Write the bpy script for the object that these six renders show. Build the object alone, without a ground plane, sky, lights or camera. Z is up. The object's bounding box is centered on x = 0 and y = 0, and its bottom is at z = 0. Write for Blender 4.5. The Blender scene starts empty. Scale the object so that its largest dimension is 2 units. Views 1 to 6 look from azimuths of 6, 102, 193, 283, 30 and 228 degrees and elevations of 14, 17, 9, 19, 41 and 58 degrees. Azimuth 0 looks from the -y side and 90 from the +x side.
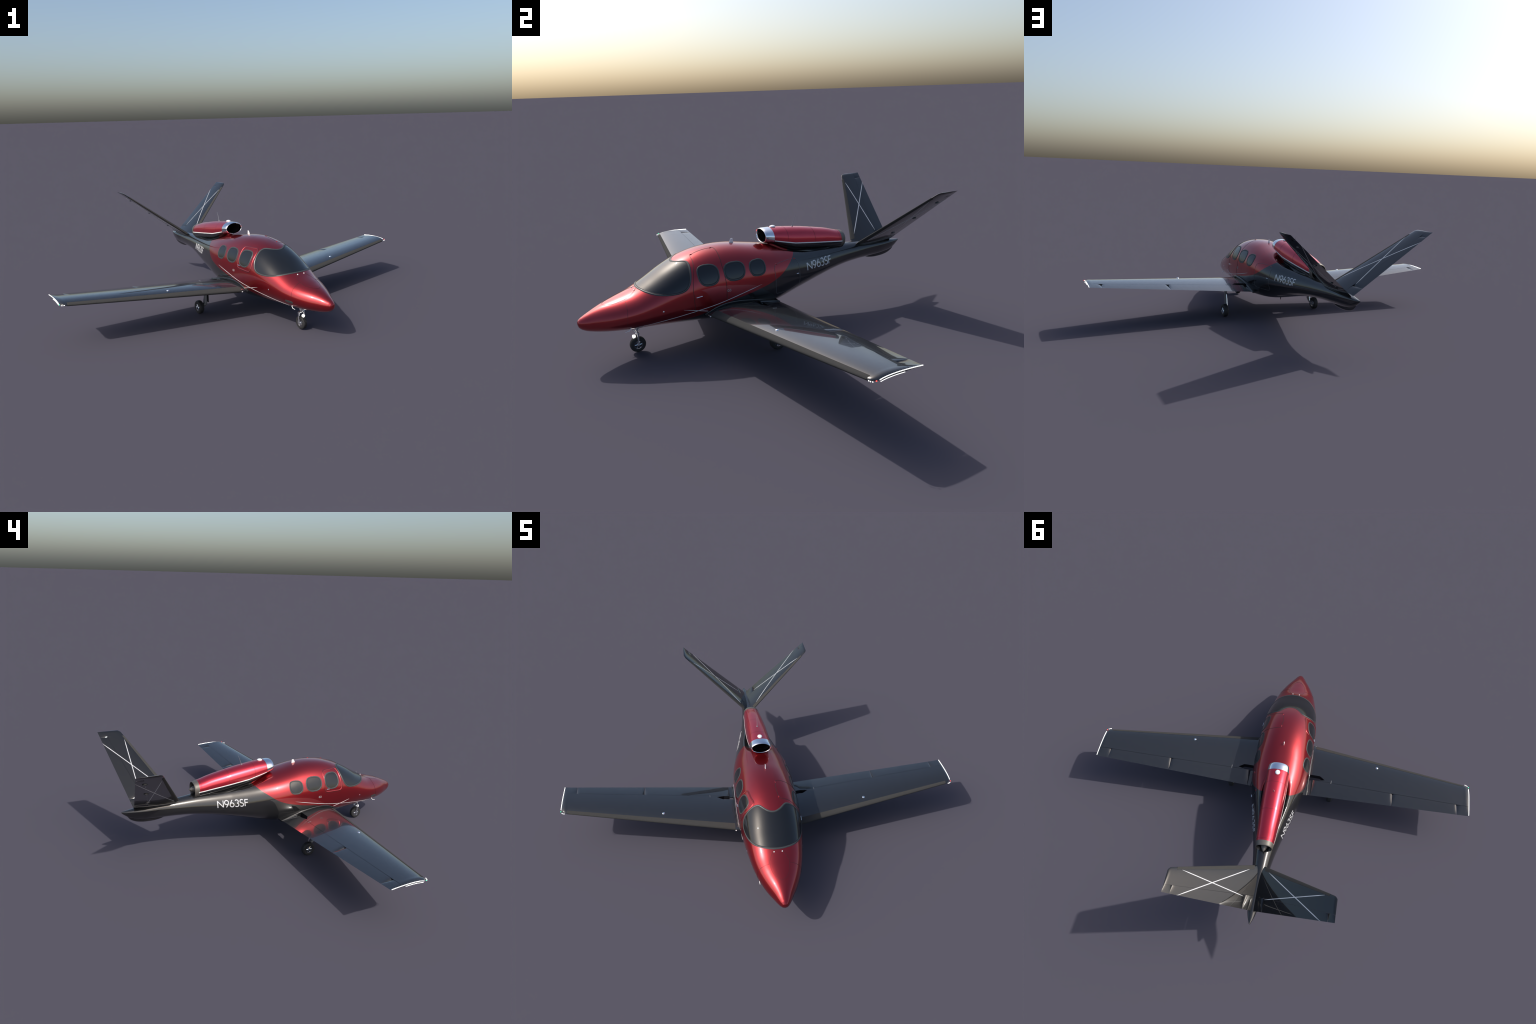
import bpy, bmesh, math, random
from mathutils import Vector, Matrix
random.seed(7)

# ------------------------------------------------------------------ materials
def new_mat(name):
    m = bpy.data.materials.new(name); m.use_nodes = True
    nt = m.node_tree; b = nt.nodes["Principled BSDF"]
    return m, nt, b

def plain(name, col, rough=0.4, metal=0.0, coat=0.0, coat_rough=0.03, emit=None, estr=0.0, grain=0.0, gscale=60.0):
    m, nt, b = new_mat(name)
    b.inputs["Base Color"].default_value = (*col, 1)
    b.inputs["Roughness"].default_value = rough
    b.inputs["Metallic"].default_value = metal
    b.inputs["Coat Weight"].default_value = coat
    b.inputs["Coat Roughness"].default_value = coat_rough
    if emit:
        b.inputs["Emission Color"].default_value = (*emit, 1)
        b.inputs["Emission Strength"].default_value = estr
    if grain > 0:
        tc = nt.nodes.new("ShaderNodeTexCoord"); nz = nt.nodes.new("ShaderNodeTexNoise")
        nz.inputs["Scale"].default_value = gscale; nz.inputs["Detail"].default_value = 5
        nt.links.new(tc.outputs["Object"], nz.inputs["Vector"])
        mx = nt.nodes.new("ShaderNodeMix"); mx.data_type = 'RGBA'
        mx.inputs["A"].default_value = (*[c * (1 - grain) for c in col], 1)
        mx.inputs["B"].default_value = (*[min(1, c * (1 + grain)) for c in col], 1)
        nt.links.new(nz.outputs["Fac"], mx.inputs["Factor"])
        nt.links.new(mx.outputs["Result"], b.inputs["Base Color"])
    return m

RED = (0.335, 0.0125, 0.0185)
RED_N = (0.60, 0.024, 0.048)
BLACK = (0.014, 0.0142, 0.015)

def two_tone(name, curve, y0, y1, z0, z1, upper, lower, metal=(0.85, 0.0), rough=(0.29, 0.20)):
    """Upper paint where z lies above the border line z = curve(y), lower paint below it."""
    m, nt, b = new_mat(name)
    N, L = nt.nodes, nt.links
    tc = N.new("ShaderNodeTexCoord"); sp = N.new("ShaderNodeSeparateXYZ")
    L.new(tc.outputs["Object"], sp.inputs[0])
    mr = N.new("ShaderNodeMapRange")
    mr.inputs["From Min"].default_value = y0; mr.inputs["From Max"].default_value = y1
    L.new(sp.outputs["Y"], mr.inputs["Value"])
    fc = N.new("ShaderNodeFloatCurve"); c = fc.mapping.curves[0]
    pts = [((y - y0) / (y1 - y0), (z - z0) / (z1 - z0)) for y, z in curve]
    c.points[0].location = pts[0]; c.points[1].location = pts[-1]
    for p in pts[1:-1]: c.points.new(*p)
    for p in c.points: p.handle_type = 'VECTOR' if len(pts) < 6 else 'AUTO_CLAMPED'
    fc.mapping.use_clip = False; fc.mapping.update()
    L.new(mr.outputs["Result"], fc.inputs["Value"])
    mz = N.new("ShaderNodeMath"); mz.operation = 'MULTIPLY_ADD'
    mz.inputs[1].default_value = (z1 - z0); mz.inputs[2].default_value = z0
    L.new(fc.outputs["Value"], mz.inputs[0])
    df = N.new("ShaderNodeMath"); df.operation = 'SUBTRACT'
    L.new(sp.outputs["Z"], df.inputs[0]); L.new(mz.outputs[0], df.inputs[1])
    st = N.new("ShaderNodeMapRange"); st.inputs["From Min"].default_value = -0.0006; st.inputs["From Max"].default_value = 0.0006
    L.new(df.outputs[0], st.inputs["Value"])
    mx = N.new("ShaderNodeMix"); mx.data_type = 'RGBA'
    mx.inputs["A"].default_value = (*lower, 1); mx.inputs["B"].default_value = (*upper, 1)
    L.new(st.outputs["Result"], mx.inputs["Factor"]); L.new(mx.outputs["Result"], b.inputs["Base Color"])
    for key, (hi, lo) in (("Metallic", metal), ("Roughness", rough)):
        r = N.new("ShaderNodeMapRange"); r.inputs["To Min"].default_value = lo; r.inputs["To Max"].default_value = hi
        L.new(st.outputs["Result"], r.inputs["Value"]); L.new(r.outputs["Result"], b.inputs[key])
    r = N.new("ShaderNodeMapRange"); r.inputs["To Min"].default_value = 0.3; r.inputs["To Max"].default_value = 0.5
    L.new(st.outputs["Result"], r.inputs["Value"]); L.new(r.outputs["Result"], b.inputs["Specular IOR Level"])
    b.inputs["Coat Weight"].default_value = 1.0; b.inputs["Coat Roughness"].default_value = 0.02
    return m

BORDER = [(-0.97, 0.06), (-0.80, 0.10), (-0.70, 0.128), (-0.60, 0.150), (-0.50, 0.168), (-0.42, 0.186), (-0.36, 0.207),
          (-0.245, 0.237), (-0.16, 0.2515), (-0.07, 0.272), (-0.013, 0.2895), (0.038, 0.3135), (0.066, 0.332), (0.093, 0.351),
          (0.127, 0.376), (0.152, 0.397), (0.163, 0.412), (0.172, 0.45), (0.20, 0.62), (0.96, 0.70)]
M_fus = two_tone("fuselage_paint", BORDER, -1.0, 1.0, 0.0, 0.7, RED, BLACK)
NLINE = [(-0.02, 0.482), (0.057, 0.463), (0.178, 0.434), (0.502, 0.391), (0.56, 0.383)]
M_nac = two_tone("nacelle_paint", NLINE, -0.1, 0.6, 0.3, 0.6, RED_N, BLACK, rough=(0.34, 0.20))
M_black = plain("black_gloss_paint", BLACK, 0.20, 0.0, 1.0, 0.02)
M_wing = plain("graphite_gloss_paint", (0.0165, 0.0182, 0.0215), 0.20, 0.0, 1.0, 0.015)
for _m in (M_black, M_wing): _m.node_tree.nodes["Principled BSDF"].inputs["Specular IOR Level"].default_value = 0.3
M_fin = plain("black_paint_darkened_for_fins", (0.010, 0.0104, 0.0112), 0.20, 0.0, 1.0, 0.015)  # same black, base darkened to hold down sunlight on the fins' upper faces
M_fin.node_tree.nodes["Principled BSDF"].inputs["Specular IOR Level"].default_value = 0.12
M_red = plain("red_metallic_paint", RED, 0.29, 0.85, 1.0, 0.02)
M_glass = plain("tinted_glass", (0.007, 0.008, 0.0095), 0.40, 0.0, 1.0, 0.015)
M_glass.node_tree.nodes["Principled BSDF"].inputs["Specular IOR Level"].default_value = 0.13
M_frame = plain("window_sealant", (0.040, 0.044, 0.045), 0.5, 0.0, 0.2, 0.2, grain=0.15, gscale=90)
M_gasket = plain("black_gasket", (0.006, 0.006, 0.007), 0.6)
M_seam = plain("panel_gap", (0.035, 0.010, 0.011), 0.6)
M_seamk = plain("panel_gap_light", (0.10, 0.10, 0.105), 0.5)
M_boot = plain("deice_rubber", (0.050, 0.049, 0.047), 0.95, grain=0.1, gscale=120)
M_boot.node_tree.nodes["Principled BSDF"].inputs["Specular IOR Level"].default_value = 0.1
M_chrome = plain("polished_metal", (0.86, 0.88, 0.92), 0.10, 1.0)
M_steel = plain("gear_metal", (0.80, 0.81, 0.83), 0.22, 0.9, grain=0.1)
M_dgrey = plain("gear_leg_paint", (0.24, 0.25, 0.26), 0.35, 0.2, grain=0.1)
M_tyre = plain("tyre_rubber", (0.022, 0.022, 0.023), 0.7, grain=0.25, gscale=150)
M_nozz = plain("heat_stained_metal", (0.17, 0.155, 0.135), 0.50, 0.6, grain=0.15, gscale=40)
M_dark = plain("dark_cavity", (0.006, 0.006, 0.007), 0.6)
M_well = plain("wheel_well_black", (0.010, 0.010, 0.011), 0.5)
M_white = plain("white_paint", (0.85, 0.85, 0.84), 0.35, 0.0, 0.6, 0.05)
M_mark = plain("white_lettering", (0.58, 0.58, 0.59), 0.30, 0.0, 1.0, 0.02)
M_mark2 = plain("grey_lettering", (0.36, 0.34, 0.34), 0.4)
M_lamp = plain("white_lamp", (0.9, 0.9, 0.9), 0.2, emit=(1.0, 0.98, 0.94), estr=2.2)
M_root = plain("lens_clear", (0.8, 0.8, 0.8), 0.15)
M_lampr = plain("red_lamp", (0.8, 0.03, 0.02), 0.2, emit=(1.0, 0.08, 0.06), estr=2.0)
M_lampg = plain("green_lamp", (0.05, 0.7, 0.3), 0.2, emit=(0.08, 1.0, 0.45), estr=1.6)

# ------------------------------------------------------------------ scene graph
YAW = math.radians(40.0)
root = bpy.data.objects.new("light_jet", None)
bpy.context.collection.objects.link(root)
root.location = (-0.0675 * math.cos(YAW), -0.0675 * math.sin(YAW), 0.0)
root.rotation_euler = (0, 0, YAW)
root["label"] = "small red and black private jet with a V tail"
root["category"] = "airplane"

def link(o, parent):
    bpy.context.collection.objects.link(o); o.parent = parent if parent else root
    return o

def mk(name, V, F, mat, parent=None, angle=40.0, recalc=True, mats=None, fmat=None):
    me = bpy.data.meshes.new(name)
    me.from_pydata([tuple(v) for v in V], [], F)
    if recalc:
        bm = bmesh.new(); bm.from_mesh(me)
        bmesh.ops.recalc_face_normals(bm, faces=bm.faces); bm.to_mesh(me); bm.free()
    for m in (mats or [mat]): me.materials.append(m)
    if fmat:
        for p, i in zip(me.polygons, fmat): p.material_index = i
    me.polygons.foreach_set("use_smooth", [True] * len(me.polygons))
    if angle < 180: me.set_sharp_from_angle(angle=math.radians(angle))
    return link(bpy.data.objects.new(name, me), parent)

def loft(rings, cap0=True, cap1=True, closed=True):
    V, F = [], []; n = len(rings[0])
    for r in rings: V += r
    for i in range(len(rings) - 1):
        for j in range(n if closed else n - 1):
            k = (j + 1) % n
            F.append((i * n + j, i * n + k, (i + 1) * n + k, (i + 1) * n + j))
    if cap0: F.append(tuple(range(n)))
    if cap1: F.append(tuple(range((len(rings) - 1) * n, len(rings) * n)))
    return V, F

class Parts:
    """Collects several lofted solids into one mesh."""
    def __init__(s): s.V = []; s.F = []
    def add(s, V, F):
        o = len(s.V); s.V += [tuple(v) for v in V]; s.F += [tuple(i + o for i in f) for f in F]; return s
    def tube(s, pts, r, seg=12, caps=True):
        pts = [Vector(p) for p in pts]; rings = []; up = None
        for i, p in enumerate(pts):
            d = (pts[min(i + 1, len(pts) - 1)] - pts[max(i - 1, 0)]).normalized()
            if up is None: up = d.orthogonal().normalized()
            up = (up - d * up.dot(d)).normalized(); sd = d.cross(up)
            rr = r[i] if isinstance(r, (list, tuple)) else r
            rings.append([p + (up * math.cos(a) + sd * math.sin(a)) * rr for a in [2 * math.pi * k / seg for k in range(seg)]])
        return s.add(*loft(rings, caps, caps))
    def revolve(s, prof, c, axis, seg=40, caps=True):
        ax = Vector(axis).normalized(); u = ax.orthogonal().normalized(); v = ax.cross(u); c = Vector(c)
        rings = [[c + ax * a + (u * math.cos(t) + v * math.sin(t)) * max(r, 1e-5) for t in [2 * math.pi * k / seg for k in range(seg)]] for a, r in prof]
        return s.add(*loft(rings, caps, caps))
    def box(s, c, size, rot=None):
        V = []; c = Vector(c)
        for x in (-.5, .5):
            for y in (-.5, .5):
                for z in (-.5, .5):
                    q = Vector((x * size[0], y * size[1], z * size[2]))
                    if rot: q = rot @ q
                    V.append(c + q)
        return s.add(V, [(0, 1, 3, 2), (4, 6, 7, 5), (0, 4, 5, 1), (2, 3, 7, 6), (0, 2, 6, 4), (1, 5, 7, 3)])
    def dome(s, c, r, seg=20, n=8):
        rings = []
        for i in range(1, n):
            a = math.pi * i / n
            rings.append([Vector((c[0] + r[0] * math.sin(a) * math.cos(t), c[1] + r[1] * math.sin(a) * math.sin(t), c[2] + r[2] * math.cos(a))) for t in [2 * math.pi * k / seg for k in range(seg)]])
        return s.add(*loft(rings))
    def obj(s, name, mat, parent=None, angle=40): return mk(name, s.V, s.F, mat, parent, angle)

def mirror(V, sx): return [(v[0] * sx, v[1], v[2]) for v in V]

# ------------------------------------------------------------------ fuselage form
# station: y, top z, bottom z, half width, height of the widest point
ST = [(-.9605, .2125, .2050, .0045, .2085), (-.9575, .2205, .1945, .0130, .207), (-.950, .2290, .1835, .0215, .2055), (-.935, .2385, .1730, .0325, .2045), (-.90, .2560, .1610, .0525, .2035),
      (-.85, .2770, .1530, .0815, .206), (-.78, .2985, .1460, .1130, .216), (-.70, .3235, .1420, .1375, .2285), (-.62, .3640, .1380, .1540, .243),
      (-.54, .4095, .1325, .1675, .257), (-.46, .4462, .1255, .1764, .264), (-.38, .4695, .1190, .1810, .264), (-.28, .4812, .1120, .1840, .264),
      (-.18, .4773, .1110, .1830, .268), (-.08, .4607, .1190, .1815, .2757), (.02, .4430, .1330, .1730, .280), (.12, .4265, .1560, .1545, .2760),
      (.22, .4105, .1830, .1325, .272), (.32, .3950, .2090, .1085, .2745), (.42, .3800, .2310, .0845, .283), (.52, .3680, .2465, .0640, .292),
      (.62, .3570, .2545, .0495, .301), (.72, .350, .2580, .0400, .310), (.82, .342, .2640, .0330, .316), (.88, .335, .2765, .0230, .319),
      (.915, .3294, .297, .0133, .3204), (.941, .326, .318, .003, .3212)]
NT = [(-.96, 2.0), (-.8, 2.1), (-.6, 2.2), (-.4, 2.3), (-.1, 2.3), (.1, 2.2), (.3, 2.0), (.94, 2.0)]
NB = [(-.96, 2.0), (-.8, 2.1), (-.6, 2.15), (-.42, 2.3), (-.28, 2.4), (-.1, 2.5), (.04, 2.4), (.16, 2.1), (.3, 2.0), (.94, 2.0)]

def lin(tab, x):
    if x <= tab[0][0]: return tab[0][1]
    for (a, p), (b, q) in zip(tab, tab[1:]):
        if x <= b: return p + (q - p) * (x - a) / (b - a)
    return tab[-1][1]

def hermite(tab, col, y):
    n = len(tab); y = min(max(y, tab[0][0]), tab[-1][0]); i = 0
    while i < n - 2 and y > tab[i + 1][0]: i += 1
    K = lambda j: tab[j][0]; W = lambda j: tab[j][col]
    def slope(j):
        if j == 0: return (W(1) - W(0)) / (K(1) - K(0))
        if j == n - 1: return (W(n - 1) - W(n - 2)) / (K(n - 1) - K(n - 2))
        h0, h1 = K(j) - K(j - 1), K(j + 1) - K(j)
        return ((W(j) - W(j - 1)) / h0 * h1 + (W(j + 1) - W(j)) / h1 * h0) / (h0 + h1)
    h = K(i + 1) - K(i); t = (y - K(i)) / h
    return (2*t**3 - 3*t*t + 1) * W(i) + (t**3 - 2*t*t + t) * h * slope(i) + (3*t*t - 2*t**3) * W(i + 1) + (t**3 - t*t) * h * slope(i + 1)

def station(y):
    return [hermite(ST, c, y) for c in (1, 2, 3, 4)] + [lin(NT, y), lin(NB, y)]

def sgp(v, p): return math.copysign(abs(v) ** p, v)

SHELF = [(.04, .077), (.09, .090), (.16, .093), (.22, .089), (.335, .067), (.49, .044), (.56, .03)]
def scoop(p):
    """Hollow along the shoulders below the engine, bounded by a crease."""
    if p.y < .03 or p.y > .50 or p.z < .34: return p
    e = lin(SHELF, p.y) - abs(p.x)
    if e <= 0: return p
    a = min(1, max(0, (p.y - .03) / .13)); b = min(1, (.50 - p.y) / .18)
    d = .030 * a * a * (3 - 2 * a) * b * b * (3 - 2 * b); t = min(1, e / .037)
    p.z -= d * t * t * (3 - 2 * t)
    return p

def body(y, th, off=0.0):
    """Point of the skin; th = angle round the section, 0 = left side, pi/2 = top."""
    zt, zb, w, zc, nt, nb = station(y)
    c, s = math.cos(th), math.sin(th)
    n = nt if s >= 0 else nb; h = (zt - zc) if s >= 0 else (zc - zb)
    p = Vector((w * sgp(c, 2 / n), y, zc + h * sgp(s, 2 / n)))
    if off:
        e = 1e-3
        a = body(y, th + e) - body(y, th - e); b = body(min(y + e, .94), th) - body(max(y - e, -.9604), th)
        q = a.cross(b)
        if q.length > 1e-12:
            q.normalize()
            if q.dot(Vector((p.x, 0, p.z - zc))) < 0: q = -q
            p = p + q * off
    return p

def th_of(y, z):
    """Section angle of the left side point at height z."""
    zt, zb, w, zc, nt, nb = station(y)
    if z >= zc: return math.asin(min(1, ((z - zc) / (zt - zc))) ** (nt / 2))
    return -math.asin(min(1, ((zc - z) / (zc - zb))) ** (nb / 2))

def th_of_x(y, x):
    zt, zb, w, zc, nt, nb = station(y)
    return math.acos(min(1, abs(x) / w) ** (nt / 2)) if x >= 0 else math.pi - math.acos(min(1, abs(x) / w) ** (nt / 2))

SEG = 240
ys = []
y = -.9600
while y < .94:
    ys.append(y)
    y += .0015 if y < -.95 else (.004 if y < -.9 else .005)
ys.append(.9405)
rings = []
for y in ys:
    r = []
    for k in range(SEG):
        r.append(scoop(body(y, 2 * math.pi * (k + .5) / SEG)))
    rings.append(r)
V, F = loft(rings)
fuselage = mk("fuselage", V, F, M_fus, angle=35)

# ---- flat 2D pieces laid on a curved skin
def conform_patch(name, outline, fmap, step, mat, parent, off=.0010, skirt=.003):
    bm = bmesh.new()
    bm.faces.new([bm.verts.new((a, b, 0)) for a, b in outline])
    for ax in (0, 1):
        lo = min(o[ax] for o in outline); hi = max(o[ax] for o in outline)
        n = max(2, int((hi - lo) / step[ax]))
        for i in range(1, n):
            co = [0, 0, 0]; co[ax] = lo + (hi - lo) * i / n; no = [0, 0, 0]; no[ax] = 1
            bmesh.ops.bisect_plane(bm, geom=bm.verts[:] + bm.edges[:] + bm.faces[:], plane_co=co, plane_no=no, dist=1e-7)
    bmesh.ops.triangulate(bm, faces=[f for f in bm.faces if len(f.verts) > 4])
    bm.verts.ensure_lookup_table(); bm.verts.index_update()
    flat = [(v.co.x, v.co.y) for v in bm.verts]
    V = [fmap(a, b, off) for a, b in flat]; F = [tuple(v.index for v in f.verts) for f in bm.faces]
    edges = [(e.verts[0].index, e.verts[1].index) for e in bm.edges if len(e.link_faces) == 1]
    bm.free()
    for a, b in edges:
        o = len(V); V += [V[a], V[b], fmap(*flat[b], off - skirt), fmap(*flat[a], off - skirt)]
        F.append((o, o + 1, o + 2, o + 3))
    return mk(name, V, F, mat, parent, angle=60, recalc=False)

def ring_band(name, outer, inner, fmap, mat, parent, h=.0016, base=.0002, m=6):
    n = len(outer); V, F = [], []
    for (a, b), (c, d) in zip(outer, inner):
        for k in range(m + 1):
            t = k / m
            V.append(fmap(a + (c - a) * t, b + (d - b) * t, base + h * math.sin(math.pi * min(.9, max(.1, t)))))
    for i in range(n):
        j = (i + 1) % n
        for k in range(m): F.append((i*(m+1)+k, j*(m+1)+k, j*(m+1)+k+1, i*(m+1)+k+1))
    return mk(name, V, F, mat, parent, angle=70, recalc=False)

def smooth_closed(P, per=8):
    out = []; n = len(P)
    for i in range(n):
        p0, p1, p2, p3 = [P[(i + k) % n] for k in (-1, 0, 1, 2)]
        for j in range(per):
            t = j / per
            out.append(tuple(.5 * (2*b + (c - a)*t + (2*a - 5*b + 4*c - d)*t*t + (3*b - a - 3*c + d)*t**3) for a, b, c, d in zip(p0, p1, p2, p3)))
    return out

def smooth_open(P, per=8):
    Q = [tuple(2*a - b for a, b in zip(P[0], P[1]))] + list(P) + [tuple(2*a - b for a, b in zip(P[-1], P[-2]))]
    out = []
    for i in range(1, len(Q) - 2):
        p0, p1, p2, p3 = Q[i-1:i+3]
        for j in range(per):
            t = j / per
            out.append(tuple(.5 * (2*b + (c - a)*t + (2*a - 5*b + 4*c - d)*t*t + (3*b - a - 3*c + d)*t**3) for a, b, c, d in zip(p0, p1, p2, p3)))
    return out + [tuple(P[-1])]

def inset(P, d, ky):
    """Shrink a closed outline of (th, y) pairs by d metres; ky = metres per radian."""
    n = len(P); out = []
    area = sum(P[i][0] * P[(i+1) % n][1] - P[(i+1) % n][0] * P[i][1] for i in range(n))
    sg = 1 if area > 0 else -1
    for i in range(n):
        a, b = P[i-1], P[(i+1) % n]
        tx, ty = (b[0] - a[0]) * ky, b[1] - a[1]; l = math.hypot(tx, ty) or 1
        out.append((P[i][0] - sg * ty / l * d / ky, P[i][1] + sg * tx / l * d))
    return out

skin = lambda th, y, off: body(y, th, off)
def skin_side(sx):
    return lambda th, y, off: (lambda p: Vector((p.x * sx, p.y, p.z)))(body(y, th, off))

# windshield: outline of the sealant rim, one half from the top notch round to the base
half = [(.0, -.4845, None), (.021, -.4795, None), (.042, -.4655, None), (.066, -.4415, None), (.080, -.4335, None), (None, -.4305, .430), (None, -.4365, .400),
        (None, -.4465, .366), (None, -.4640, .336), (None, -.4920, .3185), (None, -.534, .3125), (None, -.577, .3135), (None, -.620, .3195), (.088, -.6530, None), (.042, -.6715, None), (.0, -.6765, None)]
H = [((th_of_x(y, x) if x is not None else th_of(y, z)), y) for x, y, z in half]
outl = H + [(math.pi - t, y) for t, y in reversed(H[1:-1])]
rim_out = smooth_closed(outl, 6)
rim_in = inset(rim_out, .0085, .17)
ring_band("windshield_frame", rim_out, rim_in, skin, M_frame, fuselage, h=.0022)
ring_band("windshield_gasket", inset(rim_out, .0078, .17), inset(rim_out, .0105, .17), skin, M_gasket, fuselage, h=.0010, base=.0009, m=3)
conform_patch("windshield", inset(rim_out, .0070, .17), skin, (.05, .008), M_glass, fuselage, off=.0009)

# cabin windows: (centre y, low z, high z, half length)
for sx in (1, -1):
    sk = skin_side(sx)
    for wi, (cy, z0, z1, hy) in enumerate(((-.3595, .3285, .4265, .0545), (-.2245, .3315, .4205, .0575), (-.0985, .3310, .4110, .0470))):
        P = []
        for k in range(72):
            a = 2 * math.pi * k / 72; yy = cy + hy * sgp(math.cos(a), 2 / 2.55)
            t0, t1 = th_of(yy, z0), th_of(yy, z1)
            P.append((.5 * (t0 + t1) + .5 * (t1 - t0) * sgp(math.sin(a), 2 / 2.55), yy))
        rough = [random.uniform(-1, 1) for _ in P]
        amp = (.0003, .0008, .0010)[wi]
        Pj = [(t + r * amp / .17, yy + r * amp * .5) for (t, yy), r in zip(P, rough)]
        conform_patch("cabin_window", inset(P, .0058, .17), sk, (.06, .01), M_glass, fuselage, off=.0008)
        ring_band("window_frame", Pj, inset(P, .0066, .17), sk, M_frame, fuselage, h=.0016)
        ring_band("window_gasket", inset(P, .0060, .17), inset(P, .0085, .17), sk, M_gasket, fuselage, h=.0008, base=.0009, m=3)

def ribbon(name, path, fmap, width, mat, parent, off=.0007, k=.17, closed=False, taper=(0, 0), thick=.0012, per=8, smooth=True):
    """Flat band following (th, y) path points on a skin; taper = length share narrowed at each end."""
    P = (smooth_closed(path, per) if closed else smooth_open(path, per)) if smooth else path
    n = len(P); L, R = [], []
    for i, p in enumerate(P):
        a = P[i-1] if (i or closed) else P[i]; b = P[(i+1) % n] if (i < n-1 or closed) else P[i]
        tx, ty = (b[0] - a[0]) * k, b[1] - a[1]; l = math.hypot(tx, ty) or 1
        w = width * .5; s = i / (n - 1)
        if taper[0] and s < taper[0]: w *= max(.06, s / taper[0])
        if taper[1] and s > 1 - taper[1]: w *= max(.06, (1 - s) / taper[1])
        L.append((p[0] - ty / l * w / k, p[1] + tx / l * w)); R.append((p[0] + ty / l * w / k, p[1] - tx / l * w))
    V, F = [], []
    for q, r in zip(L, R):
        V += [fmap(*q, off - thick), fmap(*q, off), fmap(*r, off), fmap(*r, off - thick)]
    for i in range(n if closed else n - 1):
        a, b = 4 * i, 4 * ((i + 1) % n)
        for c in range(3): F.append((a + c, b + c, b + c + 1, a + c + 1))
    return mk(name, V, F, mat, parent, angle=50, recalc=False)

side_z = lambda sx: (lambda z, y, off: (lambda p: Vector((p.x * sx, p.y, p.z)))(body(y, th_of(y, z), off)))
def zy(pts): return [(z, y) for y, z in pts]
def yz(pts): return [(th_of(y, z), y) for y, z in pts]

# passenger door on the left, escape hatch on the right, baggage door on the left
door = [(-.441, .200), (-.4425, .226), (-.445, .274), (-.443, .338), (-.425, .404), (-.4125, .438)]
door = yz(door) + [(th_of_x(y, x), y) for x, y in ((.052, -.4095), (.043, -.397), (.038, -.370), (.036, -.335), (.039, -.300), (.050, -.282))]
door += yz([(-.2805, .455), (-.283, .408), (-.280, .356), (-.278, .312), (-.2825, .231), (-.283, .200)])
ribbon("passenger_door_seam", door, skin, .0022, M_seam, fuselage)
bag = yz([(-.004, .350), (.004, .362), (.020, .3685), (.070, .3725), (.125, .371), (.146, .362), (.154, .345), (.157, .320), (.1565, .270), (.156, .234), (.146, .219), (.123, .2125), (.060, .212), (.012, .2135), (.000, .224), (-.003, .290)])
ribbon("baggage_door_seam", bag, skin, .0018, M_seamk, fuselage, closed=True, per=5)
hat = yz([(-.320, .4415), (-.365, .4415), (-.408, .4400), (-.424, .430), (-.431, .410), (-.4345, .370), (-.4365, .336), (-.430, .316), (-.412, .3075), (-.365, .3085), (-.318, .3105), (-.303, .321), (-.299, .345), (-.299, .385), (-.2995, .418), (-.305, .434)])
hat_r = skin_side(-1)
hp = smooth_closed(hat, 5)
ring_band("escape_hatch_rim", hp, inset(hp, .0075, .17), hat_r, M_red, fuselage, h=.0022, base=0)
ribbon("escape_hatch_seam", hat, hat_r, .0016, M_seam, fuselage, closed=True, per=5)
bh = inset(hp, .0075, .17)
ribbon("escape_hatch_seam", [bh[i] for i in range(0, len(bh), 5)], hat_r, .0012, M_seam, fuselage, closed=True, per=5)

# radome outline on the nose and the nose joint
rad = [(.030, -.690), (.050, -.725), (.0525, -.755), (.045, -.795), (.022, -.830)]
R = [(th_of_x(y, x), y) for x, y in rad]
R = [(math.pi / 2, -.672)] + R + [(math.pi / 2, -.840)] + [(math.pi - t, y) for t, y in reversed(R)]
ribbon("radome_seam", R, skin, .0009, M_seam, fuselage, closed=True, k=.12)
for sx in (1, -1):
    ribbon("nose_panel_seam", yz([(-.745, .301), (-.748, .27), (-.752, .24), (-.756, .20)]), skin_side(sx), .0009, M_seam, fuselage, k=.14)
    # white livery lines
    ribbon("livery_stripe", zy([(-.086, .2875), (-.15, .2720), (-.245, .2505), (-.335, .2315), (-.425, .2170), (-.52, .2010), (-.59, .1895), (-.645, .1810), (-.715, .1720)]),
           side_z(sx), .0026, M_mark, fuselage, k=1.0, off=.0008, taper=(.12, .25), per=10)
    ribbon("livery_stripe", zy([(-.499, .2350), (-.465, .2265), (-.42, .2150), (-.379, .2040)]), side_z(sx), .0026, M_mark, fuselage, k=1.0, off=.0010, taper=(.45, 0), per=10)

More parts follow.
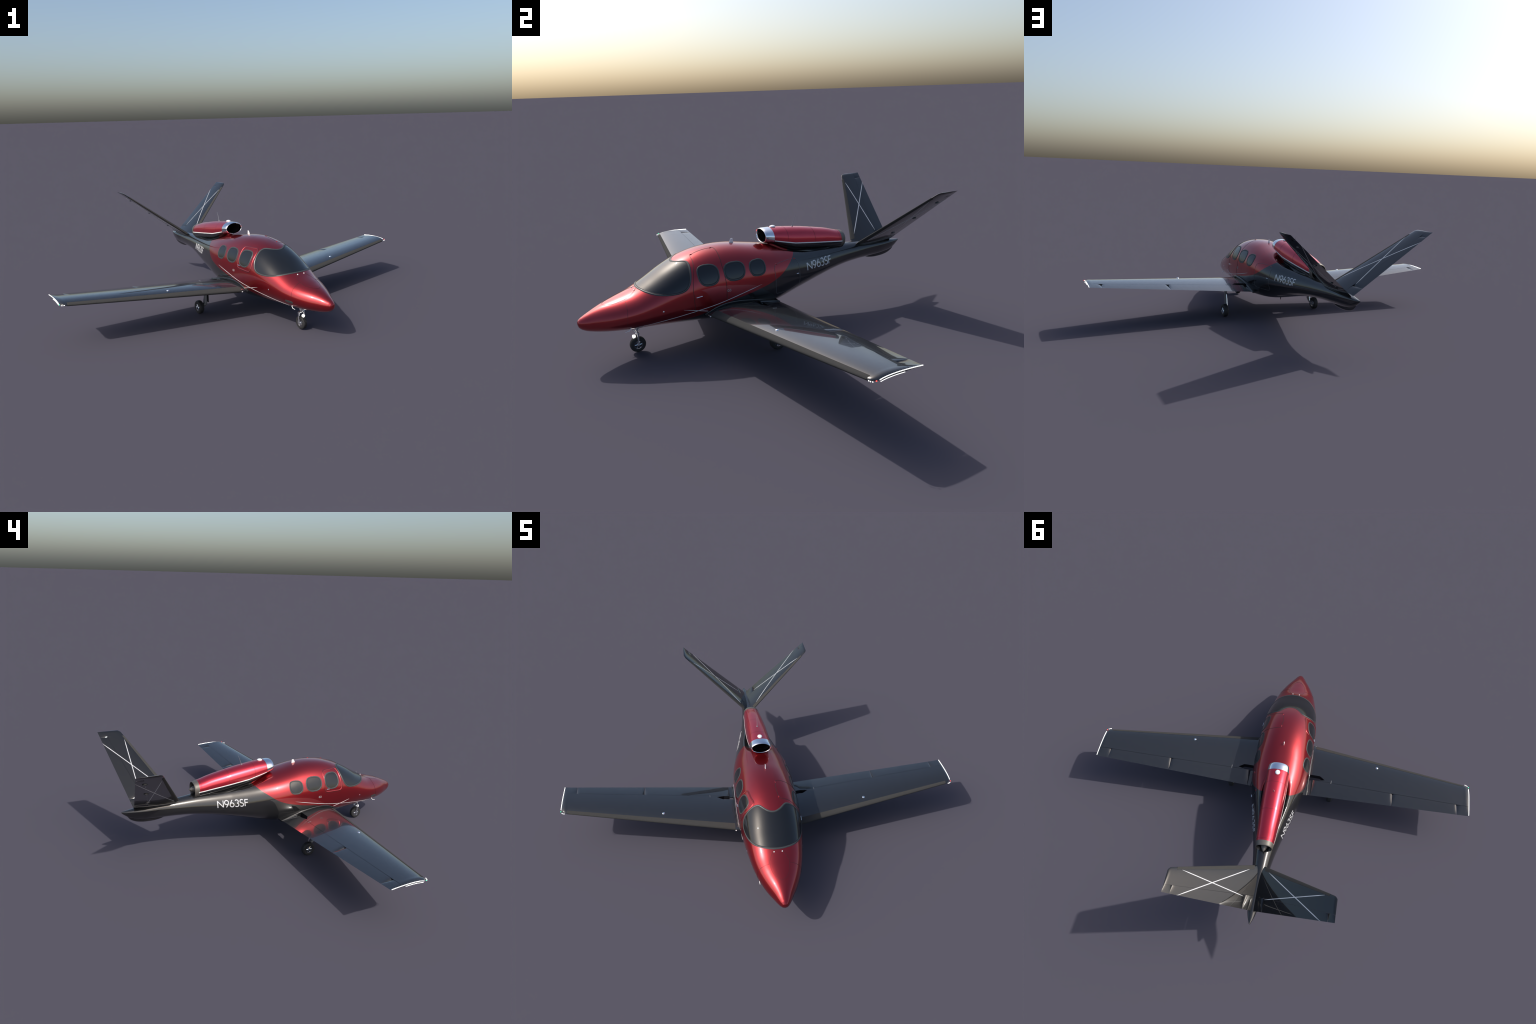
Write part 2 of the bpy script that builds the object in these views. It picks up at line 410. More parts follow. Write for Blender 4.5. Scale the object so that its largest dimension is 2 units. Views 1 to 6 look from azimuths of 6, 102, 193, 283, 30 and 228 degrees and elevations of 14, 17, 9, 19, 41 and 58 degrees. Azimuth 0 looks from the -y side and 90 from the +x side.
# ------------------------------------------------------------------ lettering drawn with strokes
def arc(cx, cy, rx, ry, a0, a1, n=16):
    return [(cx + rx * math.cos(math.radians(a0 + (a1 - a0) * i / n)), cy + ry * math.sin(math.radians(a0 + (a1 - a0) * i / n))) for i in range(n + 1)]
GLYPH = {   # unit cap height
    'N': (.86, [[(.02, 0), (.02, .96)], [(.02, .96), (.84, .04)], [(.84, .04), (.84, 1)]]),
    '9': (.62, [arc(.31, .69, .29, .29, 0, 360, 26), [(.585, .60), (.50, .38), (.36, .16), (.24, 0)]]),
    '6': (.62, [arc(.31, .31, .29, .29, 0, 360, 26), [(.035, .40), (.12, .62), (.26, .84), (.38, 1)]]),
    '3': (.54, [arc(.24, .74, .24, .24, 150, -80, 16) + arc(.25, .26, .27, .25, 85, -150, 16)]),
    'S': (.54, [arc(.28, .75, .24, .24, 40, 262, 18) + arc(.25, .255, .26, .25, 85, -145, 18)]),
    'F': (.50, [[(.04, 0), (.04, .98)], [(.04, .95), (.50, .95)], [(.04, .53), (.46, .53)]]),
    'G': (.80, [arc(.42, .5, .42, .46, 45, 360, 24), [(.84, .5), (.5, .5)]]),
}
def lettering(name, text, y0, z0, h, w, gap, sx, mat, tilt=0.0):
    """Text starting at station y0; on the left side it runs aft, on the right side forward."""
    u = 0.0; sk = skin_side(sx)
    for ch in text:
        adv, strokes = GLYPH[ch]; P = Parts()
        for st in strokes:
            pts = []
            for a, b in zip(st, st[1:]):
                m = max(1, int(math.hypot(b[0] - a[0], b[1] - a[1]) / .12))
                pts += [(a[0] + (b[0] - a[0]) * i / m, a[1] + (b[1] - a[1]) * i / m) for i in range(m)]
            pts.append(st[-1])
            V, F = [], []; n = len(pts)
            for i, p in enumerate(pts):
                a, b = pts[max(i-1, 0)], pts[min(i+1, n-1)]
                tx, ty = b[0] - a[0], b[1] - a[1]; l = math.hypot(tx, ty)
                for s in (-1, 1):
                    gx = (u + p[0] - s * ty / l * w * .5) * h; gz = (p[1] + s * tx / l * w * .5) * h
                    yy = y0 + sx * gx; zz = z0 + gz + tilt * gx
                    for o in (.0009, -.0006):
                        V.append(sk(th_of(yy, zz), yy, o))
            for i in range(n - 1):
                a, b = 4 * i, 4 * i + 4
                F += [(a, a + 2, b + 2, b), (a, b, b + 1, a + 1), (a + 2, a + 3, b + 3, b + 2)]
            P.add(V, F)
        mk(name, P.V, P.F, mat, fuselage, angle=50, recalc=False)
        u += adv + gap
for sx in (1, -1):
    lettering("registration_letter", "N963SF", .2135 if sx > 0 else .3935, .2925, .0400, .135, .16, sx, M_mark)
    lettering("trim_letter", "G3", -.2755 if sx > 0 else -.2545, .2855, .0115, .16, .22, sx, M_mark2)

# small fittings on the skin
def plug(name, y, z, sx, r, mat, h=.0015):
    th = th_of(y, z); a = body(y, th); b = body(y, th, 1.0); n = (b - a); c = Vector((a.x * sx, a.y, a.z)); n = Vector((n.x * sx, n.y, n.z))
    return Parts().revolve([(-.002, r), (h * .6, r), (h, r * .7)], c, n, 16).obj(name, mat, fuselage)
for sx in (1, -1):
    plug("static_port", -.593, .243, sx, .0042, M_chrome)
    plug("vent_button", -.688, .3278, sx, .0034, M_white, .003)
def bar_on_skin(name, y0, y1, z0, z1, sx, w, mat, off=.003):
    sk = skin_side(sx); pts = [sk(th_of(y0 + (y1 - y0) * t, z0 + (z1 - z0) * t), y0 + (y1 - y0) * t, off) for t in (0, .25, .5, .75, 1)]
    return Parts().tube(pts, w, 10).obj(name, mat, fuselage)
bar_on_skin("door_handle", -.435, -.405, .2855, .2885, 1, .0022, M_chrome)
bar_on_skin("door_handle", .1335, .148, .2935, .2925, 1, .0020, M_chrome, .0015)
bar_on_skin("door_handle", -.331, -.311, .3315, .3335, -1, .0026, M_chrome)
for y, x in ((-.400, .0445), (-.296, .0395)):
    p = body(y, th_of_x(y, x)); Parts().dome(p, (.003, .008, .003)).obj("door_hinge", M_red, fuselage)
for y, z in ((.012, .3675), (.136, .3685)):
    p = body(y, th_of(y, z)); Parts().dome(p, (.003, .007, .003)).obj("door_hinge", M_red, fuselage)
vent = []
for k in range(40):
    a = 2 * math.pi * k / 40; yy = -.7365 + .0255 * sgp(math.cos(a), .5); vent.append((th_of(yy, .2025 + (-.7365 - yy) * -.06 + .0072 * sgp(math.sin(a), .8)), yy))
conform_patch("air_vent", vent, skin_side(-1), (.05, .01), M_frame, fuselage, off=.0010)
for sx in (1, -1):   # pitot tubes
    Parts().tube([(sx * .100, -.735, .182), (sx * .106, -.741, .172), (sx * .107, -.748, .164), (sx * .106, -.768, .1605)], [.0024, .0021, .0018, .0012], 10).obj("pitot_tube", M_white, fuselage)
# blade antennas, whip antenna, beacon
def blade(name, y0, y1, z0, y2, y3, z1, t, mat):
    P = Parts(); rg = []
    for k in range(7):
        s = k / 6; a = y0 + (y2 - y0) * s; b = y1 + (y3 - y1) * s; z = z0 + (z1 - z0) * s; tt = t * (1 - .45 * s)
        rg.append([Vector((tt * math.sin(2 * math.pi * i / 20) * (.6 + .4 * math.cos(2 * math.pi * i / 20)), (a + b) / 2 - (b - a) / 2 * math.cos(2 * math.pi * i / 20), z)) for i in range(20)])
    return P.add(*loft(rg)).obj(name, mat, fuselage)
blade("blade_antenna", -.180, -.152, .470, -.1665, -.1535, .4965, .004, M_white)
blade("belly_antenna", .040, .055, .140, .045, .053, .124, .002, M_black)

# ------------------------------------------------------------------ ventral fairing
rg = []
for i in range(33):
    s = i / 32; y = .688 + .220 * s
    zb = hermite([(0, .2575), (.1, .2500), (.25, .2445), (.45, .2435), (.65, .2475), (.85, .2610), (.95, .2760), (1.0, .2920)], 1, s)
    w = .0085 * math.sin(math.pi * min(.97, max(.03, s))) ** .55; top = station(y)[1] + .012
    pr = []
    for k in range(24):
        a = 2 * math.pi * k / 24
        pr.append(Vector((w * sgp(math.cos(a), .8), y, (top + zb) / 2 + (top - zb) / 2 * sgp(math.sin(a), .8))))
    rg.append(pr)
V, F = loft(rg); mk("ventral_fin", V, F, M_black, fuselage, 60)

# ------------------------------------------------------------------ wings
def naca(u, t, m=.02, p=.4):
    yt = t / .2 * (.2969 * math.sqrt(u) - .126 * u - .3516 * u * u + .2843 * u ** 3 - .1036 * u ** 4)
    yc = m / p**2 * (2*p*u - u*u) if u < p else m / (1-p)**2 * (1 - 2*p + 2*p*u - u*u)
    return yc, yt
TIP = 1.2095
def wing_pt(x, u, s, k=1.0, off=0.0):
    """Skin of the left wing: x spanwise, u chord share, s = +1 upper / -1 lower, k squeezes the thickness."""
    f = (x - .19) / 1.0
    ly = -.3765 + .1755 * f; lz = .1870 + .0775 * f; g = (x - .18) / 1.026; ty = .0055 + .0142 * g; tz = .178 + .092 * g
    if x > 1.175:
        q = (x - 1.175) / (TIP - 1.175); ly += .030 * max(0, q - .1) ** 2.2; k *= math.sqrt(max(.02, 1 - q ** 2.6))
        lz += .004 * q; tz += .001 * q
    c = ty - ly; t = .130 - .010 * min(1, max(0, f)); yc, yt = naca(u, t)
    return Vector((x, ly + c * u, lz + (tz - lz) * u + (yc + s * k * yt) * c + s * off))
HINGE = [(.10, -.106), (.20, -.101), (.325, -.094), (.73, -.070), (1.117, -.049), (1.21, -.044)]
def uh(x):
    a = wing_pt(x, 0, 1).y; b = wing_pt(x, 1, 1).y; return (lin(HINGE, x) - a) / (b - a)
def frange(a, b, n): return [a + (b - a) * i / (n - 1) for i in range(n)]
XS = frange(.120, 1.165, 48) + [1.172, 1.178, 1.184, 1.190, 1.195, 1.200, 1.204, 1.207, 1.2088, TIP]
def main_section(x):
    h = uh(x); us = [h * (1 - math.cos(math.pi * i / 36)) / 2 * 1.0 for i in range(37)]
    us = [h * (i / 36) ** 1.9 for i in range(37)]
    return [wing_pt(x, u, 1) for u in reversed(us)] + [wing_pt(x, u, -1) for u in us[1:]]
def rear_section(x, k=1.0, gap=.0014):
    c = wing_pt(x, 1, 1).y - wing_pt(x, 0, 1).y; h = uh(x) + gap / c
    us = [h + (1 - h) * i / 14 for i in range(15)]
    return [wing_pt(x, u, 1, k) for u in us] + [wing_pt(x, u, -1, k) for u in reversed(us[:-1])]
def round_end(x, x0, x1, r):
    d = min(x - x0, x1 - x); 
    if d >= r: return 1.0
    return math.sqrt(1 - .96 * (1 - d / r) ** 2)
def rear_piece(x0, x1, r0=.022, ri=None):
    ri = ri or r0
    xs = sorted(set([x0 + ri * (1 - math.cos(math.pi / 2 * i / 6)) for i in range(7)] + [x1 - r0 * (1 - math.cos(math.pi / 2 * i / 6)) for i in range(7)] + frange(x0 + ri, x1 - r0, max(3, int((x1 - x0) / .03)))))
    return loft([rear_section(x, round_end(x, x0, 9, ri) * round_end(x, -9, x1, r0)) for x in xs])

def cut(obj, V, F, mat):
    me = bpy.data.meshes.new("cutter"); me.from_pydata([tuple(v) for v in V], [], F)
    bm = bmesh.new(); bm.from_mesh(me); bmesh.ops.recalc_face_normals(bm, faces=bm.faces); bm.to_mesh(me); bm.free()
    me.materials.append(mat)
    c = bpy.data.objects.new("cutter", me); bpy.context.collection.objects.link(c)
    c.parent = root
    md = obj.modifiers.new("cut", 'BOOLEAN'); md.operation = 'DIFFERENCE'; md.object = c; md.solver = 'EXACT'
    bpy.context.view_layer.update()
    dg = bpy.context.evaluated_depsgraph_get(); new = bpy.data.meshes.new_from_object(obj.evaluated_get(dg))
    obj.modifiers.clear(); old = obj.data; obj.data = new; bpy.data.meshes.remove(old)
    bpy.data.objects.remove(c); bpy.data.meshes.remove(me)
    new.set_sharp_from_angle(angle=math.radians(38))

WELL = [(.289, -.107), (.255, -.1315), (.172, -.1365), (.172, -.084)]
wings = {}
for sx in (1, -1):
    P = Parts()
    P.add(*loft([main_section(x) for x in XS]))
    wing = mk("wing", mirror(P.V, sx), P.F, M_wing, None, 38)
    wing.data.materials.append(M_well)
    n = len(WELL)
    Vc = [(sx * x, y, .12) for x, y in WELL] + [(sx * x, y, .26) for x, y in WELL]
    Fc = [tuple(range(n)), tuple(range(n, 2 * n))] + [(i, (i+1) % n, n + (i+1) % n, n + i) for i in range(n)]
    cut(wing, Vc, Fc, M_well)
    P = Parts()
    P.add(*rear_piece(.130, .1880, .004)).add(*loft([rear_section(x, .25) for x in (.185, .195, .2075)])).add(*loft([rear_section(x, round_end(x, 1.1355, 3, .03)) for x in [1.1355, 1.139, 1.143, 1.148, 1.153] + [x for x in XS if x > 1.156]]))
    mk("trailing_edge_panel", mirror(P.V, sx), P.F, M_wing, wing, 38)
    V, F = rear_piece(.2080, .7312, .022, .004); mk("flap", mirror(V, sx), F, M_wing, wing, 38)
    V, F = rear_piece(.7338, 1.1335, .020); mk("aileron", mirror(V, sx), F, M_wing, wing, 38)
    # rubber de-icing boot round the leading edge
    rg = []
    for x in frange(.200, 1.172, 40):
        wd = .088 - .016 * (x - .2); us = [wd * (i / 10) ** 2 for i in range(11)]
        rg.append([wing_pt(x, u, 1, 1, .0007) for u in reversed(us)] + [wing_pt(x, u, -1, 1, .0007) for u in us[1:]])
        for p in rg[-1]: p.y -= .0006
    V, F = loft(rg, False, False, False); mk("deice_boot", mirror(V, sx), F, M_boot, wing, 60)
    # fuel cap, gear fairing pin, light strips, lamps
    p = wing_pt(.617, .185, 1); Parts().dome((sx * p.x, p.y, p.z), (.0085, .0085, .0045)).obj("fuel_cap", M_chrome, wing)
    P = Parts(); P.tube([(sx * q.x, q.y, q.z) for q in [wing_pt(.332, .735 - .02 * i, 1, 1, .0005) for i in range(4)]], .0007, 8); P.obj("hinge_pin", M_dgrey, wing)
    for j, (ya, yb, zo) in enumerate(((-.176, .016, .0015), (-.172, -.066, -.0075))):
        pts = []
        for i in range(15):
            y = ya + (yb - ya) * i / 14; a = wing_pt(TIP, 0, 1).y; b = wing_pt(TIP, 1, 1).y; u = min(1, max(0, (y - a) / (b - a)))
            q = wing_pt(TIP - .0012, u, 1); pts.append((sx * (q.x + .0005), y, q.z + zo))
        Parts().tube(pts, .0014 if j == 0 else .0009, 8).obj("tip_light_strip", M_lamp, wing)
    Parts().dome((sx * 1.2085, -.190, .2705), (.0022, .0030, .0022)).obj("navigation_light", M_lampr if sx > 0 else M_lampg, wing)
    for xx, yy in ((1.188, -.2065), (1.195, -.2045), (1.2015, -.200)):
        Parts().dome((sx * xx, yy, .2665), (.0024, .0018, .0018)).obj("tip_lamp", M_lamp, wing)
    Parts().dome((sx * .196, -.3775, .1835), (.0045, .0036, .0026)).obj("root_lamp", M_root, wing)
    # fairing rail along the wing root
    rail = [(.168, -.392, .186), (.176, -.374, .1995), (.182, -.342, .2150), (.1855, -.305, .2255), (.1865, -.268, .2295), (.1860, -.200, .2255), (.1845, -.131, .2130), (.1835, -.063, .1965), (.1850, -.020, .1855), (.1870, .010, .1785)]
    rp = smooth_open(rail, 6); m = len(rp); P = Parts()
    P.tube([(sx * x, y, z) for x, y, z in rp], [.0022 + .0020 * min(1, i / 12) * (1 - .9 * i / m) for i in range(m)], 14)
    rg = []
    for i, (x, y, z) in enumerate(rp):
        q = i / (m - 1); dz = .009 * min(1, q * 4) * (1 - .75 * q); xb = body(y, th_of(y, z + dz)).x - .004
        pr = []
        for k in range(9):
            t = k / 8; pr.append(Vector((sx * (x + .001 + (xb - x) * t), y, z + dz * (1 - math.sqrt(max(0, 1 - t * t))))))
        pr += [Vector((sx * (xb - .01), y, z - .008)), Vector((sx * x, y, z - .008))]
        rg.append(pr)
    P.add(*loft(rg))
    P.obj("root_fairing", M_black, wing, 50)
    # fillet under the rail, joining wing and fuselage
    wings[sx] = wing

# ------------------------------------------------------------------ V tail
SD = Vector((.402, 0, .326)).normalized(); ND = Vector((-SD.z, 0, SD.x))
def fin_pt(s, u, d, k=1.0, off=0.0):
    ly = .611 + .217 * s; ty = .8750 + .0850 * s
    if s > .965:
        q = (s - .965) / .035; ly += .012 * q ** 2; k *= math.sqrt(max(.015, 1 - q ** 2.4))
    t = .092 - .012 * s; c = ty - ly; yt = naca(u, t, 0.0001)[1] * c * k
    base = Vector((.028 + .4045 * s, ly + c * u, .3525 + .3262 * s))
    return base + ND * (d * (yt + off))
FH = .69
def fin_main(s):
    us = [FH * (i / 24) ** 1.8 for i in range(25)]
    return [fin_pt(s, u, 1) for u in reversed(us)] + [fin_pt(s, u, -1) for u in us[1:]]
def fin_rear(s, k=1.0, gap=.005):
    us = [FH + gap + (1 - FH - gap) * i / 10 for i in range(11)]
    return [fin_pt(s, u, 1, k) for u in us] + [fin_pt(s, u, -1, k) for u in reversed(us[:-1])]
FS = frange(-.05, .955, 24) + [.965, .972, .979, .986, .992, .996, 1.0]
for sx in (1, -1):
    V, F = loft([fin_main(s) for s in FS]); fin = mk("tail_fin", mirror(V, sx), F, M_fin, None, 38)
    P = Parts().add(*loft([fin_rear(s, round_end(s, -.2, .062, .05)) for s in (-.05, -.01, .03, .042, .048, 0.053, .057, .062)]))
    P.add(*loft([fin_rear(s, round_end(s, .9155, 2, .04)) for s in [.9155, .920, .926, .932, .938] + [s for s in FS if s > .945]]))
    mk("trailing_edge_panel", mirror(P.V, sx), P.F, M_fin, fin, 38)
    ss = [.064, .067, .070, .074, .080, .088, .096] + frange(.11, .868, 18) + [.884, .892, .900, .906, .910, .9125, .9135]
    V, F = loft([fin_rear(s, round_end(s, .064, .9135, .045)) for s in ss]); mk("ruddervator", mirror(V, sx), F, M_fin, fin, 38)
    rg = []
    for s in frange(.02, .91, 24):
        us = [.10 * (i / 8) ** 2 for i in range(9)]
        rg.append([fin_pt(s, u, 1, 1, .0006) for u in reversed(us)] + [fin_pt(s, u, -1, 1, .0006) for u in us[1:]])
        for p in rg[-1]: p.y -= .0006
    V, F = loft(rg, False, False, False); mk("deice_boot", mirror(V, sx), F, M_boot, fin, 60)
    # crossed white lines, on both faces
    for d in (1, -1):
        for (s0, y0), (s1, y1) in (((.852, .8150), (.086, .8120)), ((.838, .9475), (.082, .6550))):
            V = []; n = 40; l = math.hypot((s1 - s0) * .518, y1 - y0); ex, ey = (s1 - s0) * .518 / l, (y1 - y0) / l; hw = .0021 if d > 0 else .0013
            for i in range(n + 1):
                t = i / n; hh = hw * min(1, .15 + t * 9, .15 + (1 - t) * 9)
                for e in (-1, 1):
                    s = s0 + (s1 - s0) * t - e * ey * hh / .518; y = y0 + (y1 - y0) * t + e * ex * hh
                    a = .612 + .217 * s; b = .873 + .0845 * s; u = min(.999, max(.02, (y - a) / (b - a)))
                    V += [fin_pt(s, u, d, 1, .0007), fin_pt(s, u, d, 1, -.0004)]
            F = []
            for i in range(n):
                a = 4 * i; F += [(a, a + 2, a + 6, a + 4), (a, a + 4, a + 5, a + 1), (a + 2, a + 3, a + 7, a + 6)]
            mk("tail_cross_stripe", mirror(V, sx), F, M_mark, fin, 50, recalc=False)
    for s in (.80, .487, .168):
        p = fin_pt(s, .70, -1); P = Parts(); a = p - ND * .0015
        P.tube([Vector((sx * a.x, a.y - .016, a.z)), Vector((sx * a.x, a.y - .006, a.z)), Vector((sx * a.x, a.y + .008, a.z)), Vector((sx * a.x, a.y + .014, a.z))], [.001, .0042, .0042, .001], 10)
        P.obj("hinge_fairing", M_black, fin)
    # root fillet bead
    P = Parts(); pts = []
    for i in range(21):
        u = i / 20; a = fin_pt(.022, u, -1); pts.append((sx * a.x, a.y, a.z))
    P.tube(pts, [.001 + .0035 * math.sin(math.pi * (i / 20)) ** .5 for i in range(21)], 10)
    P.obj("fin_root_fillet", M_black, fin, 60)

# ------------------------------------------------------------------ engine
NS = [(.010, .5235, .4505, .0600, .4865), (.022, .5250, .4470, .0635, .4845), (.04, .5248, .4430, .0658, .480), (.10, .5210, .4130, .0680, .463), (.18, .5118, .3800, .0690, .444),
      (.26, .5000, .3710, .0675, .432), (.34, .4850, .3640, .0640, .421), (.42, .4680, .3580, .0580, .411), (.47, .4535, .3565, .0545, .403), (.515, .4425, .3520, .0480, .397)]
def nup(y): return lin([(.01, 2.0), (.10, 2.2), (.52, 2.2)], y)
def nlow(y): return lin([(.04, 2.1), (.12, 2.4), (.30, 2.5), (.46, 2.4), (.52, 2.2)], y)
def nac(y, th, off=0.0):
    zt, zb, w, zc = [hermite(NS, c, y) for c in (1, 2, 3, 4)]
    c, s = math.cos(th), math.sin(th); n = nup(y) if s >= 0 else nlow(y); h = (zt - zc) if s >= 0 else (zc - zb)
    p = Vector(((w + off) * sgp(c, 2 / n), y, zc + (h + off) * sgp(s, 2 / n)))
    return p
NSEG = 72
def nring(y, off=0.0, sq=None):
    r = [nac(y, 2 * math.pi * (k + .5) / NSEG, off) for k in range(NSEG)]
    return r
nacelle = mk("engine_nacelle", *loft([nring(y) for y in frange(.054, .492, 60)], False, False), M_nac, None, 35)
# chrome lip: outer skin, rounded edge, inner duct
lip = [nring(y, .0005) for y in frange(.0555, .022, 8)]
def inner(y, sc):
    c0 = .487; zz = [nac(.012, 2 * math.pi * (k + .5) / NSEG) for k in range(NSEG)]
    return [Vector((p.x * sc, y, c0 + (p.z - c0) * sc - .13 * max(0, y - .03))) for p in zz]
lip += [inner(.0150, 1.035), inner(.0105, 1.0), inner(.0082, .975), inner(.0074, .950), inner(.0082, .925), inner(.0105, .905), inner(.016, .890), inner(.030, .88)]
mk("inlet_ring", *loft(lip, False, False), M_chrome, nacelle, 60)
mk("inlet_duct", *loft([inner(.028, .885), inner(.06, .87), inner(.10, .85), inner(.15, .82), inner(.20, .80), inner(.26, .76)], False, True), M_dark, nacelle, 60)
P = Parts()
for k in range(14):
    a = 2 * math.pi * k / 14; d = Vector((math.cos(a), 0, math.sin(a) * .72)); e = Vector((-math.sin(a), .5, math.cos(a) * .72)) * .007
    c = Vector((0, .215, .463)); V = [c + d * .008 - e * .5, c + d * .008 + e * .5, c + d * .044 + e, c + d * .044 - e]
    P.add(V + [v + Vector((0, .002, 0)) for v in V], [(0, 1, 2, 3), (7, 6, 5, 4), (0, 4, 5, 1), (1, 5, 6, 2), (2, 6, 7, 3), (3, 7, 4, 0)])
P.obj("fan_blades", M_nozz, nacelle)
Parts().revolve([(-.022, .0005), (-.018, .004), (-.008, .009), (.004, .011)], (0, .213, .463), (0, 1, 0), 24).obj("fan_spinner", M_steel, nacelle)
noz = [nring(y, .0006) for y in (.490, .496, .503, .510, .515)]
def ninner(y, sc):
    return [Vector((p.x * sc, y, .397 + (p.z - .397) * sc)) for p in nring(.515)]
noz += [ninner(.518, .985), ninner(.519, .955), ninner(.517, .925), ninner(.505, .905), ninner(.440, .88)]
mk("exhaust_nozzle", *loft(noz, False, False), M_nozz, nacelle, 60)
mk("exhaust_duct", *loft([ninner(.500, .89), ninner(.44, .86), ninner(.39, .80)], False, True), M_dark, nacelle, 60)
Parts().revolve([(-.140, .022), (-.085, .024), (-.055, .0235), (-.030, .019), (-.012, .0105), (-.003, .0035), (0, .0006)], (0, .541, .3985), (0, 1, 0), 32).obj("exhaust_cone", M_nozz, nacelle, 60)
# white line between red and black
for sx in (1, -1):
    V, F = [], []
    yy = frange(.057, .496, 60)
    for y in yy:
        z = lin(NLINE, y); zt, zb, w, zc = [hermite(NS, c, y) for c in (1, 2, 3, 4)]
        def side(zv, o):
            h = (zt - zc) if zv > zc else (zc - zb); e = nup(y) if zv > zc else nlow(y); q = (abs(zv - zc) / h) ** e
            return Vector((sx * ((w) * max(0, 1 - q) ** (1 / e) + o), y, zv))
        V += [side(z + .0028, -.002), side(z + .0028, .0007), side(z - .0028, .0007), side(z - .0028, -.002)]
    for i in range(len(yy) - 1):
        a = 4 * i
        for c in range(3): F.append((a + c, a + 4 + c, a + 5 + c, a + 1 + c))
    mk("nacelle_stripe", V, F, M_white, nacelle, 50, recalc=False)
for yq in (.138, .307, .478):
    V, F = [], []
    K = 60
    for i in range(K + 1):
        th = -.05 + (math.pi + .1) * i / K
        V += [nac(yq - .0005, th, .0004), nac(yq + .0005, th, .0004)]
    for i in range(K): F.append((2*i, 2*i+1, 2*i+3, 2*i+2))
    mk("cowl_seam", V, F, M_seam, nacelle, 50, recalc=False)
Parts().dome((0, .078, .5245), (.0150, .0165, .0075)).obj("beacon_light", M_white, nacelle)
Parts().tube([(0, .199, .507), (0, .201, .512), (0, .203, .517), (0, .213, .545), (0, .2235, .569)], [.005, .0035, .0012, .0009, .0006], 8).obj("whip_antenna", M_dgrey, nacelle)
# pylon saddle
rg = []
for y in frange(.045, .500, 40):
    zt = hermite(NS, 2, y) + .012; zb = station(y)[0] - .05; s = (y - .045) / .455
    w0 = .026 + .010 * min(1, s * 2); f = math.sqrt(max(.02, 1 - (1 - min(1, s / .10)) ** 2))
    pr = []
    for k in range(9):
        t = k / 8; pr.append(Vector((w0 * (1 + .35 * (1 - t) ** 3) * f, y, zb + (zt - zb) * t)))
    rg.append(pr + [Vector((-p.x, p.y, p.z)) for p in reversed(pr)])
V, F = loft(rg); mk("engine_pylon", V, F, M_fus, nacelle, 60)

# ------------------------------------------------------------------ landing gear
def wheel(parent, c, r, w, hub):
    h = w / 2
    prof = [(-h * .70, hub), (-h * .92, hub * 1.12), (-h, r * .74), (-h * .93, r * .88), (-h * .70, r * .965), (-h * .48, r * .993)]
    for g in (-.30, 0, .30):
        prof += [((g - .06) * h, r * .999), ((g - .05) * h, r * .975), ((g + .05) * h, r * .975), ((g + .06) * h, r * .999)]
    prof += [(-a, b) for a, b in reversed(prof[:6])]
    Parts().revolve(prof, c, (1, 0, 0), 64).obj("tyre", M_tyre, parent, 40)
    P = Parts()
    P.revolve([(-h * .78, hub * 1.06), (-h * .88, hub * 1.02), (-h * .84, hub * .90), (-h * .5, hub * .84), (-h * .3, hub * .3), (h * .3, hub * .3), (h * .5, hub * .84), (h * .84, hub * .90), (h * .88, hub * 1.02), (h * .78, hub * 1.06)], c, (1, 0, 0), 48, False)
    P.revolve([(-h * .95, hub * .16), (-h * .9, hub * .26), (h * .9, hub * .26), (h * .95, hub * .16)], c, (1, 0, 0), 20)
    for k in range(6):
        a = math.pi / 3 * k; d = Vector((0, math.cos(a), math.sin(a)))
        for s in (-1, 1):
            P.tube([Vector(c) + Vector((s * h * .66, 0, 0)) + d * hub * .2, Vector(c) + Vector((s * h * .62, 0, 0)) + d * hub * .86], [hub * .17, hub * .11], 8)
    P.obj("wheel_rim", M_chrome, parent, 40)

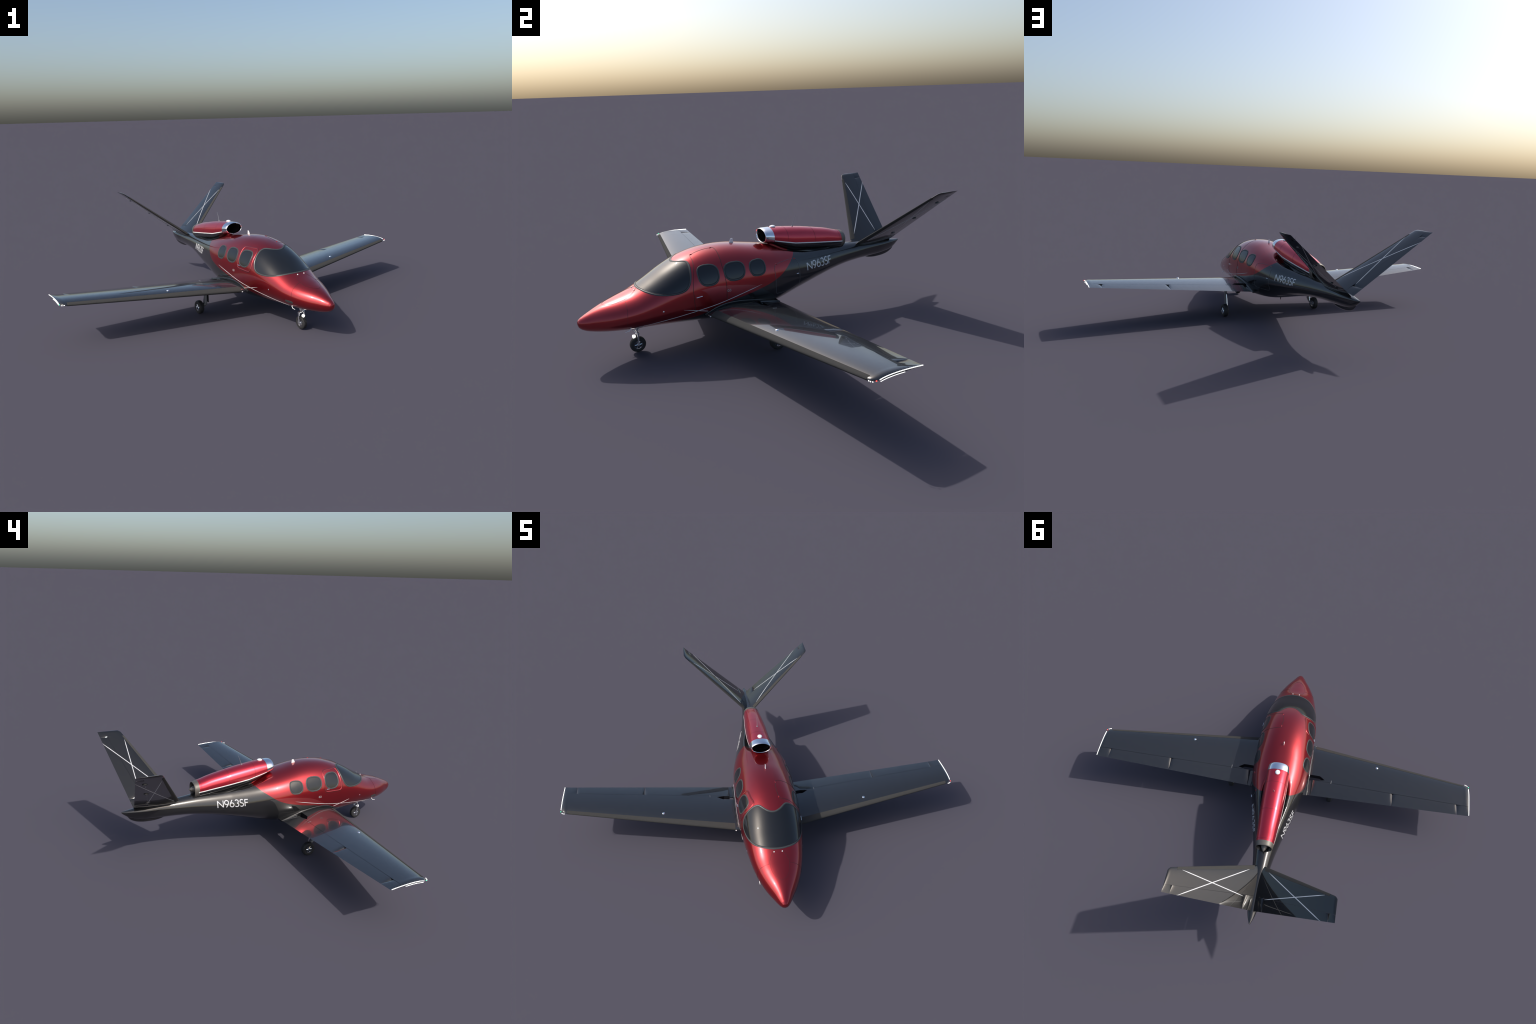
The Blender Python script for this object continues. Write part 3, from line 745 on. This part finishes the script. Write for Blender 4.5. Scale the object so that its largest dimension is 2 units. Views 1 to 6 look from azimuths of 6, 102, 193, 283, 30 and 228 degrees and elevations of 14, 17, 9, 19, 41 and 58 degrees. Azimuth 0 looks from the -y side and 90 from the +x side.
P = Parts()
P.tube([(0, -.690, .155), (0, -.690, .118)], .0080, 20).tube([(0, -.690, .122), (0, -.6905, .100)], .0058, 16)
P.tube([(-.020, -.690, .1005), (-.013, -.690, .103), (.013, -.690, .103), (.020, -.690, .1005)], [.006, .007, .007, .006], 14)
for s in (-1, 1):
    P.tube([(s * .019, -.690, .103), (s * .0195, -.691, .080), (s * .0185, -.692, .039)], [.0050, .0042, .0040], 12)
P.tube([(-.021, -.692, .039), (.021, -.692, .039)], .004, 12)
P.tube([(-.004, -.698, .134), (-.004, -.711, .118), (-.004, -.699, .104)], .0022, 8).tube([(.004, -.698, .134), (.004, -.711, .118), (.004, -.699, .104)], .0022, 8)
P.tube([(0, -.684, .150), (0, -.660, .150)], .004, 8).tube([(0, -.684, .112), (0, -.655, .150)], .0035, 8)
nose_gear = P.obj("nose_landing_gear", M_steel)
wheel(nose_gear, (0, -.692, .0395), .0395, .028, .0205)
Parts().revolve([(-.010, .003), (-.007, .0075), (.003, .0088), (.005, .006)], (0, -.7095, .0835), (0, -1, -.06), 24).obj("taxi_light", M_lamp, nose_gear)
for sx in (1, -1):
    P = Parts()
    P.tube([(sx * .318, -.142, .185), (sx * .317, -.139, .110), (sx * .316, -.137, .078)], [.0098, .0090, .0082], 18)
    P.tube([(sx * .316, -.140, .076), (sx * .316, -.118, .056), (sx * .317, -.092, .042)], [.0085, .0075, .0070], 14)
    P.tube([(sx * .314, -.092, .042), (sx * .345, -.092, .042)], .0052, 14)
    leg = P.obj("main_landing_gear", M_dgrey)
    Parts().tube([(sx * .3165, -.126, .140), (sx * .3165, -.117, .105), (sx * .3165, -.108, .058)], [.0045, .0038, .0048], 12).obj("shock_absorber", M_chrome, leg)
    Parts().box((sx * .3065, -.146, .112), (.0018, .020, .060)).obj("gear_door", M_black, leg)
    wheel(leg, (sx * .340, -.092, .0420), .0420, .0310, .0215)
    Parts().revolve([(-.004, .014), (.004, .014)], (sx * .3275, -.092, .042), (1, 0, 0), 28).obj("brake_disc", M_steel, leg)
